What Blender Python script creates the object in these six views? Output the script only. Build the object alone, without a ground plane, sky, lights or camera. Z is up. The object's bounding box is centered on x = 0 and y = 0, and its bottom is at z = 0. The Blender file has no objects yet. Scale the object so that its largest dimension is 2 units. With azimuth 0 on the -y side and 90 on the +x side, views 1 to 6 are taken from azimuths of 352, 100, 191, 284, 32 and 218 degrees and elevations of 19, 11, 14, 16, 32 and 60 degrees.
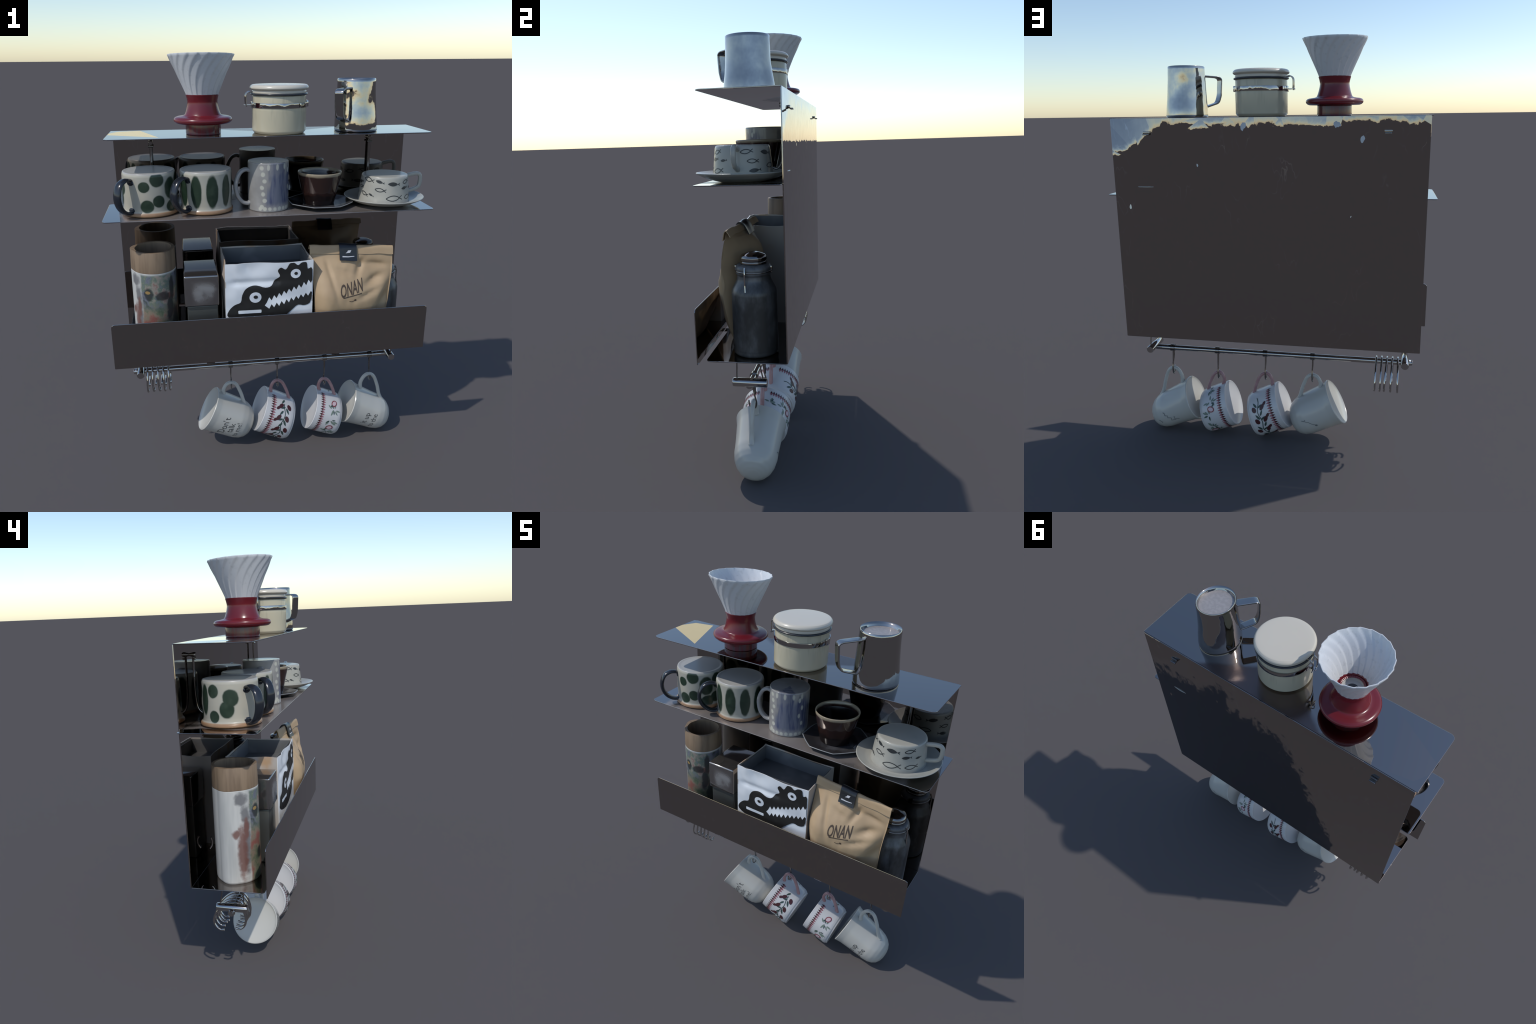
# A steel wall shelf loaded with coffee things: two boards, a tray with a front lip,
# a rail with hooks and hanging cups.  Everything is built procedurally, part by part.
import bpy, bmesh, math, random
from math import sin, cos, pi, radians, sqrt, atan2
from mathutils import Vector, Matrix, noise
from mathutils.geometry import delaunay_2d_cdt
from mathutils.bvhtree import BVHTree

random.seed(7)
TOP_Z, MID_Z, TRAY_Z = 1.657, 1.304, 0.590      # upper faces of the three boards
PANEL_Y = 0.178                                  # back face of the back panel

# ------------------------------------------------------------------ shader helpers
class Sock:
    """A node socket with arithmetic, so that masks read like formulas."""
    def __init__(self, nt, s): self.nt, self.s = nt, s
    def _m(self, op, *a, clamp=False):
        n = self.nt.nodes.new("ShaderNodeMath"); n.operation = op; n.use_clamp = clamp
        for i, x in enumerate((self,) + a):
            if isinstance(x, Sock): self.nt.links.new(x.s, n.inputs[i])
            else: n.inputs[i].default_value = x
        return Sock(self.nt, n.outputs[0])
    def __add__(self, o): return self._m("ADD", o)
    __radd__ = __add__
    def __sub__(self, o): return self._m("SUBTRACT", o)
    def __rsub__(self, o): return (self * -1.0) + o
    def __mul__(self, o): return self._m("MULTIPLY", o)
    __rmul__ = __mul__
    def __truediv__(self, o): return self._m("DIVIDE", o)
    def min(self, o): return self._m("MINIMUM", o)
    def max(self, o): return self._m("MAXIMUM", o)
    def abs(self): return self._m("ABSOLUTE")
    def pow(self, o): return self._m("POWER", o)
    def gt(self, o): return self._m("GREATER_THAN", o)
    def lt(self, o): return self._m("LESS_THAN", o)
    def sin(self): return self._m("SINE")
    def atan2(self, o): return self._m("ARCTAN2", o)
    def frac(self): return self._m("FRACT")
    def ramp(self, lo, hi, a=0.0, b=1.0):
        n = self.nt.nodes.new("ShaderNodeMapRange"); n.interpolation_type = "SMOOTHSTEP"
        self.nt.links.new(self.s, n.inputs["Value"])
        for k, v in (("From Min", lo), ("From Max", hi), ("To Min", a), ("To Max", b)):
            n.inputs[k].default_value = v
        return Sock(self.nt, n.outputs[0])

class Mat:
    """A Principled material and its node tree."""
    def __init__(self, name, color=(.8, .8, .8), rough=.4, metal=0.0, **kw):
        self.mat = bpy.data.materials.new(name); self.mat.use_nodes = True
        self.nt = self.mat.node_tree
        self.bsdf = self.nt.nodes["Principled BSDF"]
        self.set("Base Color", (*color, 1)); self.set("Roughness", rough); self.set("Metallic", metal)
        for k, v in kw.items(): self.set(k.replace("_", " "), v)
        tc = self.nt.nodes.new("ShaderNodeTexCoord"); self.co = tc.outputs["Object"]
        sep = self.nt.nodes.new("ShaderNodeSeparateXYZ"); self.nt.links.new(self.co, sep.inputs[0])
        self.x, self.y, self.z = (Sock(self.nt, sep.outputs[i]) for i in range(3))
    def set(self, k, v):
        if isinstance(v, Sock): self.nt.links.new(v.s, self.bsdf.inputs[k])
        elif hasattr(v, "is_output"): self.nt.links.new(v, self.bsdf.inputs[k])
        else: self.bsdf.inputs[k].default_value = v
    def stretch(self, sx, sy, sz):
        m = self.nt.nodes.new("ShaderNodeMapping"); m.inputs["Scale"].default_value = (sx, sy, sz)
        self.nt.links.new(self.co, m.inputs[0]); return m.outputs[0]
    def noise(self, scale, detail=3, rough=.5, vec=None, color=False):
        n = self.nt.nodes.new("ShaderNodeTexNoise")
        n.inputs["Scale"].default_value = scale; n.inputs["Detail"].default_value = detail
        n.inputs["Roughness"].default_value = rough
        self.nt.links.new(vec or self.co, n.inputs["Vector"])
        return n.outputs["Color"] if color else Sock(self.nt, n.outputs[0])
    def voronoi(self, scale, out="Distance", feature="F1", vec=None):
        n = self.nt.nodes.new("ShaderNodeTexVoronoi"); n.feature = feature
        n.inputs["Scale"].default_value = scale
        self.nt.links.new(vec or self.co, n.inputs["Vector"])
        return n.outputs[out]
    def mix(self, fac, a, b):
        n = self.nt.nodes.new("ShaderNodeMix"); n.data_type = "RGBA"
        if isinstance(fac, Sock): self.nt.links.new(fac.s, n.inputs[0])
        else: n.inputs[0].default_value = fac
        for i, c in ((6, a), (7, b)):
            if hasattr(c, "is_output"): self.nt.links.new(c, n.inputs[i])
            else: n.inputs[i].default_value = (*c, 1)
        return n.outputs[2]
    def ramp(self, fac, stops):
        n = self.nt.nodes.new("ShaderNodeValToRGB"); self.nt.links.new(fac.s, n.inputs[0])
        e = n.color_ramp.elements
        while len(e) < len(stops): e.new(.5)
        for el, (p, c) in zip(e, stops): el.position = p; el.color = (*c, 1)
        return n.outputs[0]
    def bump(self, h, strength=.3, dist=.002):
        n = self.nt.nodes.new("ShaderNodeBump"); n.inputs["Strength"].default_value = strength
        n.inputs["Distance"].default_value = dist
        self.nt.links.new(h.s, n.inputs["Height"])
        self.nt.links.new(n.outputs[0], self.bsdf.inputs["Normal"])
    def vec(self, x, y, z):
        n = self.nt.nodes.new("ShaderNodeCombineXYZ")
        for i, v in enumerate((x, y, z)):
            if isinstance(v, Sock): self.nt.links.new(v.s, n.inputs[i])
            else: n.inputs[i].default_value = v
        return n.outputs[0]
    def vmath(self, op, a, b=None):
        n = self.nt.nodes.new("ShaderNodeVectorMath"); n.operation = op
        for i, v in enumerate((a, b)):
            if v is None: continue
            if hasattr(v, "is_output"): self.nt.links.new(v, n.inputs[i])
            else: n.inputs[i].default_value = v
        return n.outputs[0]
    def normal(self):
        return self.nt.nodes.new("ShaderNodeNewGeometry").outputs["Normal"]
    def tilt_normal(self, *vectors):
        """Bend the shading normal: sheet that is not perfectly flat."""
        v = self.normal()
        for w in vectors: v = self.vmath("ADD", v, w)
        self.nt.links.new(self.vmath("NORMALIZE", v), self.bsdf.inputs["Normal"])
    def theta(self): return self.y.atan2(self.x)
    def spots(self, spots, radius, wobble=.18, soft=.22):
        """Mask of soft ellipses on a round body: (angle deg, height, half width, half height)."""
        th, wob = self.theta(), (self.noise(38, 3) - .5) * (2 * wobble)
        best = None
        for a, h, w, v in spots:
            d = th - radians(a)
            d = (d / (2 * pi) + .5).frac() - .5                # wrap to one turn
            dx = d * (2 * pi * radius / w); dz = (self.z - h) * (1 / v)
            e = dx * dx + dz * dz
            best = e if best is None else best.min(e)
        return (best + wob).ramp(1 + soft, 1 - soft)

def steel(name, color=(.36, .325, .30), rough=.035, wave=.012, scale=5.0, streak=0.0):
    m = Mat(name, color, rough, 1.0)
    n = m.vmath("SUBTRACT", m.noise(scale, 3, color=True), (.5, .5, .5))
    v = [m.vmath("MULTIPLY", n, (wave * 2,) * 3)]
    m.tilt_normal(*v)
    return m

# ------------------------------------------------------------------ mesh helpers
def thing(name, base, label, category):
    e = bpy.data.objects.new(name, None); bpy.context.collection.objects.link(e)
    e.location = base; e.empty_display_size = .05
    e["label"] = label; e["category"] = category
    return e

def mk(name, verts, faces, mat, parent, sharp=35, smooth=True, merge=True):
    """Mesh from world-space vertices, stored relative to its thing's base."""
    root = parent
    off = Vector((0, 0, 0))
    while root is not None: off += root.location; root = root.parent
    me = bpy.data.meshes.new(name)
    me.from_pydata([Vector(v) - off for v in verts], [], faces)
    bm = bmesh.new(); bm.from_mesh(me)
    if merge: bmesh.ops.remove_doubles(bm, verts=bm.verts, dist=1e-6)
    bmesh.ops.recalc_face_normals(bm, faces=bm.faces)
    bm.to_mesh(me); bm.free()
    if smooth:
        me.shade_smooth(); me.set_sharp_from_angle(angle=radians(sharp))
    me.materials.append(mat.mat if isinstance(mat, Mat) else mat)
    ob = bpy.data.objects.new(name, me); bpy.context.collection.objects.link(ob)
    ob.parent = parent
    return ob

def catmull(pts, n=8, closed=False):
    P = [Vector(p) for p in pts]; out = []
    m = len(P)
    for i in range(m if closed else m - 1):
        g = (lambda k: P[k % m]) if closed else (lambda k: P[max(0, min(m - 1, k))])
        a, b, c, d = g(i - 1), g(i), g(i + 1), g(i + 2)
        for k in range(n):
            t = k / n
            out.append(.5 * ((2 * b) + (c - a) * t + (2 * a - 5 * b + 4 * c - d) * t * t + (3 * b - a - 3 * c + d) * t ** 3))
    if not closed: out.append(P[-1])
    return out

def rounded(prof, r, n=4):
    """Round the inner corners of a profile polyline by radius r."""
    P = [Vector(p) for p in prof]; out = [P[0]]
    for a, b, c in zip(P, P[1:], P[2:]):
        u, v = (a - b), (c - b)
        k = min(r, u.length * .49, v.length * .49)
        p, q = b + u.normalized() * k, b + v.normalized() * k
        for i in range(n + 1):
            t = i / n
            out.append((1 - t) ** 2 * p + 2 * t * (1 - t) * b + t * t * q)
    out.append(P[-1]); return out

def rings_to_mesh(rings, cap_start=True, cap_end=True):
    n = len(rings[0]); verts = [v for r in rings for v in r]; faces = []
    for i in range(len(rings) - 1):
        for j in range(n):
            k = (j + 1) % n
            faces.append((i * n + j, i * n + k, (i + 1) * n + k, (i + 1) * n + j))
    if cap_start: faces.append(tuple(range(n)))
    if cap_end: faces.append(tuple((len(rings) - 1) * n + j for j in range(n)))
    return verts, faces

def lathe(name, prof, centre, mat, parent, seg=72, shape=None, sharp=35, closed=False):
    """Turn a profile of (radius, height); shape(theta, r, z) may return its own radius."""
    cx, cy = centre; rings = []
    for r, z in ((p[0], p[1]) for p in prof):
        ring = []
        for j in range(seg):
            t = 2 * pi * j / seg
            rr = shape(t, r, z) if shape else r
            ring.append((cx + rr * cos(t), cy + rr * sin(t), z))
        rings.append(ring)
    if closed: rings.append(rings[0])
    v, f = rings_to_mesh(rings, not closed and prof[0][0] > 1e-6, not closed and prof[-1][0] > 1e-6)
    return mk(name, v, f, mat, parent, sharp)

def sweep(name, path, a, b, mat, parent, side=None, seg=14, power=2.0, taper=None, closed=False, sharp=50):
    """Sweep a superellipse (half size a along `side`, b across it) along a path."""
    P = [Vector(p) for p in path]; m = len(P); rings = []
    S = Vector(side).normalized() if side else None
    prev = None
    for i in range(m):
        T = ((P[(i + 1) % m] - P[i - 1]) if closed else (P[min(m - 1, i + 1)] - P[max(0, i - 1)])).normalized()
        if S is not None: B = (S - T * S.dot(T)).normalized()
        else:
            B = prev if prev is not None else (Vector((0, 0, 1)) if abs(T.z) < .9 else Vector((1, 0, 0)))
            B = (B - T * B.dot(T)).normalized()
        prev = B; N = B.cross(T)
        k = taper(i / (m - 1)) if taper else 1.0
        ring = []
        for j in range(seg):
            t = 2 * pi * (j + .5) / seg
            c, s = cos(t), sin(t)
            ring.append(P[i] + B * (a * k * math.copysign(abs(c) ** (2 / power), c)) + N * (b * k * math.copysign(abs(s) ** (2 / power), s)))
        rings.append(ring)
    if closed: rings.append(rings[0])
    v, f = rings_to_mesh(rings, not closed, not closed)
    return mk(name, v, f, mat, parent, sharp)

def box(name, lo, hi, mat, parent, bevel=.003, seg=3, sharp=35):
    bm = bmesh.new(); bmesh.ops.create_cube(bm, size=1)
    lo, hi = Vector(lo), Vector(hi)
    for v in bm.verts: v.co = Vector(((lo[i] + hi[i]) / 2 + v.co[i] * (hi[i] - lo[i]) for i in range(3)))
    if bevel: bmesh.ops.bevel(bm, geom=bm.edges[:], offset=bevel, segments=seg, affect="EDGES", profile=.5)
    bm.verts.index_update()
    ob = mk(name, [v.co.copy() for v in bm.verts], [[v.index for v in f.verts] for f in bm.faces], mat, parent, sharp)
    bm.free(); return ob

def sheet(name, outline, axis, at, thick, mat, parent, cuts=0):
    """Flat sheet: a 2D outline extruded along an axis, with softened edges."""
    def put(p, d):
        v = [0, 0, 0]; o = [i for i in range(3) if i != axis]
        v[o[0]], v[o[1]], v[axis] = p[0], p[1], d
        return Vector(v)
    bm = bmesh.new()
    lo = [bm.verts.new(put(p, at)) for p in outline]; hi = [bm.verts.new(put(p, at + thick)) for p in outline]
    bm.faces.new(lo); bm.faces.new(hi)
    n = len(outline)
    for i in range(n): bm.faces.new((lo[i], lo[(i + 1) % n], hi[(i + 1) % n], hi[i]))
    bmesh.ops.recalc_face_normals(bm, faces=bm.faces)
    rim = [e for e in bm.edges if len({round(v.co[axis], 5) for v in e.verts}) == 1]
    bmesh.ops.bevel(bm, geom=rim, offset=min(.0014, abs(thick) * .4), segments=2, affect="EDGES", profile=.5)
    bm.verts.index_update()
    ob = mk(name, [v.co.copy() for v in bm.verts], [[v.index for v in f.verts] for f in bm.faces], mat, parent, 12)
    bm.free(); return ob

def rect(x0, y0, x1, y1, r=(0, 0, 0, 0), n=5):
    """Rectangle outline with a radius per corner (x0y0, x1y0, x1y1, x0y1)."""
    out = []
    for (cx, cy, sx, sy, a0), rr in zip(((x0, y0, 1, 1, pi), (x1, y0, -1, 1, 1.5 * pi), (x1, y1, -1, -1, 0), (x0, y1, 1, -1, .5 * pi)), r):
        if rr <= 0: out.append((cx, cy)); continue
        for k in range(n + 1):
            t = a0 + .5 * pi * k / n
            out.append((cx + sx * rr + rr * cos(t), cy + sy * rr + rr * sin(t)))
    return out

# ---- prints: thin ink shapes laid on a surface -------------------------------
def fill(poly, h):
    """Triangulate a 2D polygon with inner points every h, so it can bend."""
    P = [Vector((p[0], p[1])) for p in poly]; n = len(P)
    Q = []
    for i in range(n):
        a, b = P[i], P[(i + 1) % n]; k = max(1, int((b - a).length / h))
        Q += [a.lerp(b, j / k) for j in range(k)]
    E = [(i, (i + 1) % len(Q)) for i in range(len(Q))]
    x0, x1 = min(p.x for p in P), max(p.x for p in P); y0, y1 = min(p.y for p in P), max(p.y for p in P)
    pts = list(Q)
    nx, ny = int((x1 - x0) / h), int((y1 - y0) / h)
    for i in range(1, nx + 1):
        for j in range(1, ny + 1): pts.append(Vector((x0 + i * h, y0 + j * h)))
    v, _, f, *_ = delaunay_2d_cdt(pts, E, [list(range(len(Q)))], 1, 1e-7)
    return v, f

def ribbon(pts, w0, w1=None):
    """Outline of a pen stroke along 2D points, width from w0 to w1."""
    w1 = w0 if w1 is None else w1
    P = [Vector((p[0], p[1], 0)) for p in pts]; L, R = [], []; m = len(P)
    for i in range(m):
        t = (P[min(m - 1, i + 1)] - P[max(0, i - 1)]).normalized(); nrm = Vector((-t.y, t.x, 0))
        w = (w0 + (w1 - w0) * i / max(1, m - 1)) / 2
        L.append(P[i] + nrm * w); R.append(P[i] - nrm * w)
    return [(p.x, p.y) for p in L + R[::-1]]

def blob(cx, cy, a, b, rot=0, n=14, point=0.0):
    """Ellipse or, with point > 0, a drop with its tip along the long axis."""
    out = []
    for i in range(n):
        t = 2 * pi * i / n
        x, y = a * cos(t), b * sin(t) * (1 - point * max(0, cos(t)))
        out.append((cx + x * cos(rot) - y * sin(rot), cy + x * sin(rot) + y * cos(rot)))
    return out

def print_on(name, polys, mapper, mat, parent, h=.012):
    verts, faces = [], []
    for poly in polys:
        v, f = fill(poly, h); k = len(verts)
        verts += [mapper(p[0], p[1]) for p in v]
        faces += [[i + k for i in t] for t in f]
    ob = mk(name, verts, faces, mat, parent, 60, merge=False)
    return ob

def letters(text, size, shear=0.0, spacing=1.0, bold=0.0):
    """Outline triangles of a word in the built-in font, centred on the origin."""
    cu = bpy.data.curves.new("w", "FONT"); cu.body = text; cu.size = size; cu.shear = shear
    cu.space_character = spacing; cu.offset = bold; cu.align_x = "CENTER"; cu.align_y = "CENTER"; cu.resolution_u = 3
    ob = bpy.data.objects.new("w", cu); bpy.context.collection.objects.link(ob)
    me = bpy.data.meshes.new_from_object(ob.evaluated_get(bpy.context.evaluated_depsgraph_get()))
    bm = bmesh.new(); bm.from_mesh(me)
    bmesh.ops.triangulate(bm, faces=bm.faces)
    for _ in range(3):
        long = [e for e in bm.edges if e.calc_length() > .007]
        if not long: break
        bmesh.ops.subdivide_edges(bm, edges=long, cuts=1); bmesh.ops.triangulate(bm, faces=bm.faces)
    bm.verts.index_update()
    v = [(p.co.x, p.co.y) for p in bm.verts]; f = [[q.index for q in p.verts] for p in bm.faces]; bm.free()
    bpy.data.objects.remove(ob); bpy.data.curves.remove(cu); bpy.data.meshes.remove(me)
    return v, f

def write_on(name, words, mapper, mat, parent):
    """words: (text, size, u, v, rotation, shear) laid out in the mapper's 2D space."""
    verts, faces = [], []
    for text, size, u, v, rot, shear, bold in words:
        vs, fs = letters(text, size, shear, bold=bold); k = len(verts)
        for x, y in vs: verts.append(mapper(u + x * cos(rot) - y * sin(rot), v + x * sin(rot) + y * cos(rot)))
        faces += [[i + k for i in t] for t in fs]
    return mk(name, verts, faces, mat, parent, 60, merge=False)

def round_mapper(centre, prof, off=.0009):
    """(arc degrees, height) -> point just outside a lathe profile."""
    pr = sorted(((p[1], p[0]) for p in prof))
    def rad(z):
        for (z0, r0), (z1, r1) in zip(pr, pr[1:]):
            if z0 <= z <= z1: return r0 + (r1 - r0) * (z - z0) / max(1e-9, z1 - z0)
        return pr[0][1] if z < pr[0][0] else pr[-1][1]
    def f(s, z):                       # s is arc length in metres measured from angle 0
        r = rad(z); t = s / rad((pr[0][0] + pr[-1][0]) / 2)
        return Vector((centre[0] + (r + off) * cos(t), centre[1] + (r + off) * sin(t), z))
    return f

def front_mapper(ob, off=.0012):
    """(x, z) -> point on the front (-y) of a mesh."""
    bm = bmesh.new(); bm.from_mesh(ob.data)
    o = Vector((0, 0, 0)); p = ob.parent
    while p is not None: o += p.location; p = p.parent
    tree = BVHTree.FromBMesh(bm); bm.free()
    def f(x, z):
        hit, nrm, *_ = tree.ray_cast(Vector((x, -2, z)) - o, Vector((0, 1, 0)))
        return (hit + o + nrm * off) if hit else Vector((x, -.12, z))
    return f

# ------------------------------------------------------------------ materials
def scuffs(m, color=(.36, .325, .30)):
    """Faint hair scratches in patches."""
    line = (m.noise(16, 2, vec=m.stretch(1, 1, .45)) - .5).abs().ramp(.010, .002)
    patch = m.noise(5, 2).ramp(.52, .68)
    m.set("Base Color", m.mix(line * patch * .30, color, (.62, .60, .58)))
    m.set("Roughness", line * patch * .12 + .03)
sheet_steel = steel("mirror_steel", rough=.03, wave=.006, scale=4)
scuffs(sheet_steel)
chrome = steel("chrome", (.50, .48, .46), .05, .01, 12)
dark_chrome = steel("dark_chrome", (.30, .28, .26), .12, .01, 12)

# back panel: mirror steel, shading normals bent near the top for ragged sky reflections
panel_steel = Mat("panel_steel", (.36, .325, .30), .03, 1.0)
m = panel_steel
zt, px = m.z, m.x                                   # z is measured from the panel's own base
jag = Sock(m.nt, m.voronoi(5.5, "Distance", vec=m.stretch(1, 0, .8)))
pick = Sock(m.nt, m.voronoi(5.5, "Color", vec=m.stretch(1, 0, .8)))
fine = m.noise(42, 4)
fold = Sock(m.nt, m.voronoi(11, "Color", vec=m.stretch(1, 0, .7)))
depth = (1.068 - zt)                                 # distance below the top edge
corner = (px - .47).ramp(0, .22)
reach = .020 + pick * .055 + corner * .13 + (fine - .5) * .045
lean = (reach - depth).ramp(0, .045) * (.035 + fold * .10 + corner * .10)
cell = Sock(m.nt, m.voronoi(9, "Color", vec=m.stretch(1, 0, 1.1)))
near = Sock(m.nt, m.voronoi(9, "Distance", vec=m.stretch(1, 0, 1.1)))
shard = m.noise(24, 2, vec=m.stretch(1.0, 0, .55))
small_fleck = (near + (shard - .5) * 1.6).lt(-.03) * cell.gt(.30) * (.46 - depth).gt(0)
outer = m.nt.nodes.new("ShaderNodeSeparateXYZ"); m.nt.links.new(m.normal(), outer.inputs[0])
face_out = Sock(m.nt, outer.outputs[1]).gt(.5)
up = (lean.max(small_fleck * .16)) * face_out
wob = m.vmath("MULTIPLY", m.vmath("SUBTRACT", m.noise(4, 4, .6, color=True), (.5, .5, .5)), (.012, .012, .016))
rag = m.vmath("MULTIPLY", m.vmath("SUBTRACT", m.noise(26, 4, .6, vec=m.stretch(1, 0, .7), color=True), (.5, .5, .5)), m.vec(face_out * .07, 0.0, face_out * .06))
m.tilt_normal(wob, rag, m.vec(0.0, 0.0, up - face_out * .010))
scuffs(m)

# top board: same steel, shading normal tilted at one corner to show a horizon reflection
board_steel = Mat("board_steel", (.36, .325, .30), .03, 1.0)
m = board_steel
wob = m.vmath("MULTIPLY", m.vmath("SUBTRACT", m.noise(3, 3, color=True), (.5, .5, .5)), (.014, .014, .004))
a = (m.x * .55 + m.y).gt(-.385) * (m.x * .2 - m.y).gt(-.275) * (m.x + m.y * .35).lt(-.535) * (m.x - m.y * .55).gt(-.765)
# brown reflection behind the canister, tinted into the steel's base colour
painted_reflection = (m.y - ((m.x - .06).abs() * .58 - .045) + (m.noise(6, 3) - .5) * .05).ramp(0, .035)
m.set("Base Color", m.mix(painted_reflection, (.36, .325, .30), (.185, .145, .135)))
m.set("Roughness", painted_reflection * .20 + .03)
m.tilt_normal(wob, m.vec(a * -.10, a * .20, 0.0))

# middle board: same steel, dulled by use where the cups stand
used_steel = Mat("used_steel", (.36, .325, .30), .03, 1.0)
m = used_steel
worn = (m.x.abs() + (m.noise(7, 3) - .5) * .10).ramp(.69, .66) * m.noise(4, 3).ramp(.28, .50)
m.set("Base Color", m.mix(worn, (.36, .325, .30), (.34, .30, .28)))
m.set("Roughness", worn * .24 + .03)
m.set("Metallic", 1.0 - worn * .45)

cream = Mat("cream_enamel", (.70, .67, .56), .22, Coat_Weight=.08)
streak = cream.noise(9, 4, vec=cream.stretch(6, 6, .7))
cream.set("Base Color", cream.mix(streak.ramp(.50, .70) * cream.z.ramp(.02, .11) * .45, (.50, .46, .34), (.33, .31, .235)))
cream_lid = Mat("cream_lid", (.58, .535, .45), .25, Coat_Weight=.08)
rubber = Mat("dark_rubber", (.035, .037, .042), .25)
red = Mat("red_plastic", (.135, .010, .016), .25, Coat_Weight=.08)
smoked = Mat("smoked_glass", (.17, .035, .04), .12)
smoked.set("Base Color", smoked.mix(smoked.noise(14, 3, vec=smoked.stretch(4, 4, .6)).ramp(.4, .65), (.125, .022, .028), (.085, .045, .048)))
porcelain = Mat("ribbed_porcelain", (.74, .76, .78), .33)
porcelain.set("Base Color", porcelain.mix(porcelain.noise(60, 4).ramp(.55, .75) * .5, (.60, .615, .63), (.44, .455, .46)))
porcelain.bump(porcelain.noise(180, 3), .25, .001)

# ------------------------------------------------------------------ the shelf
shelf = thing("wall_shelf", (0, 0, .45), "mirror steel wall shelf with two boards, tray and rail", "shelf")
panel_root = mk("back_panel", [], [], panel_steel, shelf)       # replaced just below
bpy.data.objects.remove(panel_root)

def panel_part():
    """Back panel: its own origin at its lower edge so the material can measure height."""
    x, z0, z1, t = .720, .588, TOP_Z - .001, .005
    ob = sheet("back_panel", rect(-x, z0, x, z1, (.004,) * 4), 1, PANEL_Y - t, t, panel_steel, shelf)
    ob.data.transform(Matrix.Translation((0, 0, .45 - .588))); ob.location = (0, 0, .588 - .45)
    return ob
panel_part()
R = .022
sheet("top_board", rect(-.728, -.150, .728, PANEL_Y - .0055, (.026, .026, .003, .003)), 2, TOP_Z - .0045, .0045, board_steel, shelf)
sheet("middle_board", rect(-.763, -.166, .763, PANEL_Y - .0055, (R, R, .012, .012)), 2, MID_Z - .0045, .0045, used_steel, shelf)
sheet("tray_floor", rect(-.720, -.160, .720, PANEL_Y - .0055, (R, R, .003, .003)), 2, TRAY_Z - .0045, .0045, sheet_steel, shelf)
sheet("front_lip", rect(-.764, .588, .764, .819, (.004, .004, .018, .018)), 1, -.184, .004, sheet_steel, shelf)
for x in (-.31, .31):
    box("lip_tab", (x - .02, -.181, TRAY_Z - .009), (x + .02, -.13, TRAY_Z - .0047), sheet_steel, shelf, .001, 1)

# rods that hang on screws along the upper panel, and the clips behind it
for x in (-.545, .535):
    path = catmull([(x, .156, 1.592), (x, .156, 1.50), (x, .153, 1.42), (x, .146, 1.375), (x, .128, 1.352), (x, .108, 1.356)], 6)
    sweep("hook_rod", path, .0075, .0045, dark_chrome, shelf, side=(1, 0, 0))
    lathe_screw = sweep("screw", [(x, .173, 1.600), (x, .150, 1.600), (x, .147, 1.600), (x, .142, 1.600)], .011, .011, dark_chrome, shelf,
                        side=(0, 0, 1), taper=lambda t: .55 if t < .3 else (1.0 if t < .9 else .8))
    sweep("screw", [(x - .012, .150, 1.583), (x + .012, .150, 1.583)], .005, .005, dark_chrome, shelf, side=(0, 0, 1))
for x in (-.545, .543):
    box("wall_clip", (x - .017, PANEL_Y + .0005, 1.584), (x + .017, PANEL_Y + .008, 1.597), dark_chrome, shelf, .002, 2)
    box("wall_clip", (x - .015, PANEL_Y + .007, 1.580), (x + .015, PANEL_Y + .020, 1.586), dark_chrome, shelf, .002, 2)
# small hook low on the panel beside the tube
sweep("hook_rod", catmull([(-.50, .150, .688), (-.50, .140, .703), (-.50, .136, .725), (-.50, .142, .744)], 6), .007, .006, chrome, shelf, side=(1, 0, 0))

# hanging rail with its end bars and wires
RAIL_Y, RAIL_Z = .004, .462
sweep("hanging_rail", [(-.695, RAIL_Y, RAIL_Z), (.660, RAIL_Y, RAIL_Z)], .0142, .0142, chrome, shelf, side=(0, 0, 1), seg=20)
sweep("rail_knob", [(-.684, RAIL_Y, RAIL_Z), (-.690, RAIL_Y, RAIL_Z), (-.698, RAIL_Y, RAIL_Z)], .0165, .0165, chrome, shelf, side=(0, 0, 1), seg=20, taper=lambda t: 1 - .3 * t)
for x in (-.660, .650):
    bar = [(x, -.066, .474), (x, -.063, .474), (x, .076, .474), (x, .079, .474)]
    sweep("rail_bracket", bar, .019, .019, chrome, shelf, side=(0, 0, 1), seg=24, taper=lambda t: .88 if t in (0.0, 1.0) else 1.0)
    for y in (-.050, .064):
        sweep("bracket_wire", [(x, y, .480), (x, y + (.004 if y < 0 else -.02), TRAY_Z - .004)], .003, .003, dark_chrome, shelf, side=(1, 0, 0), seg=8)

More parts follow.
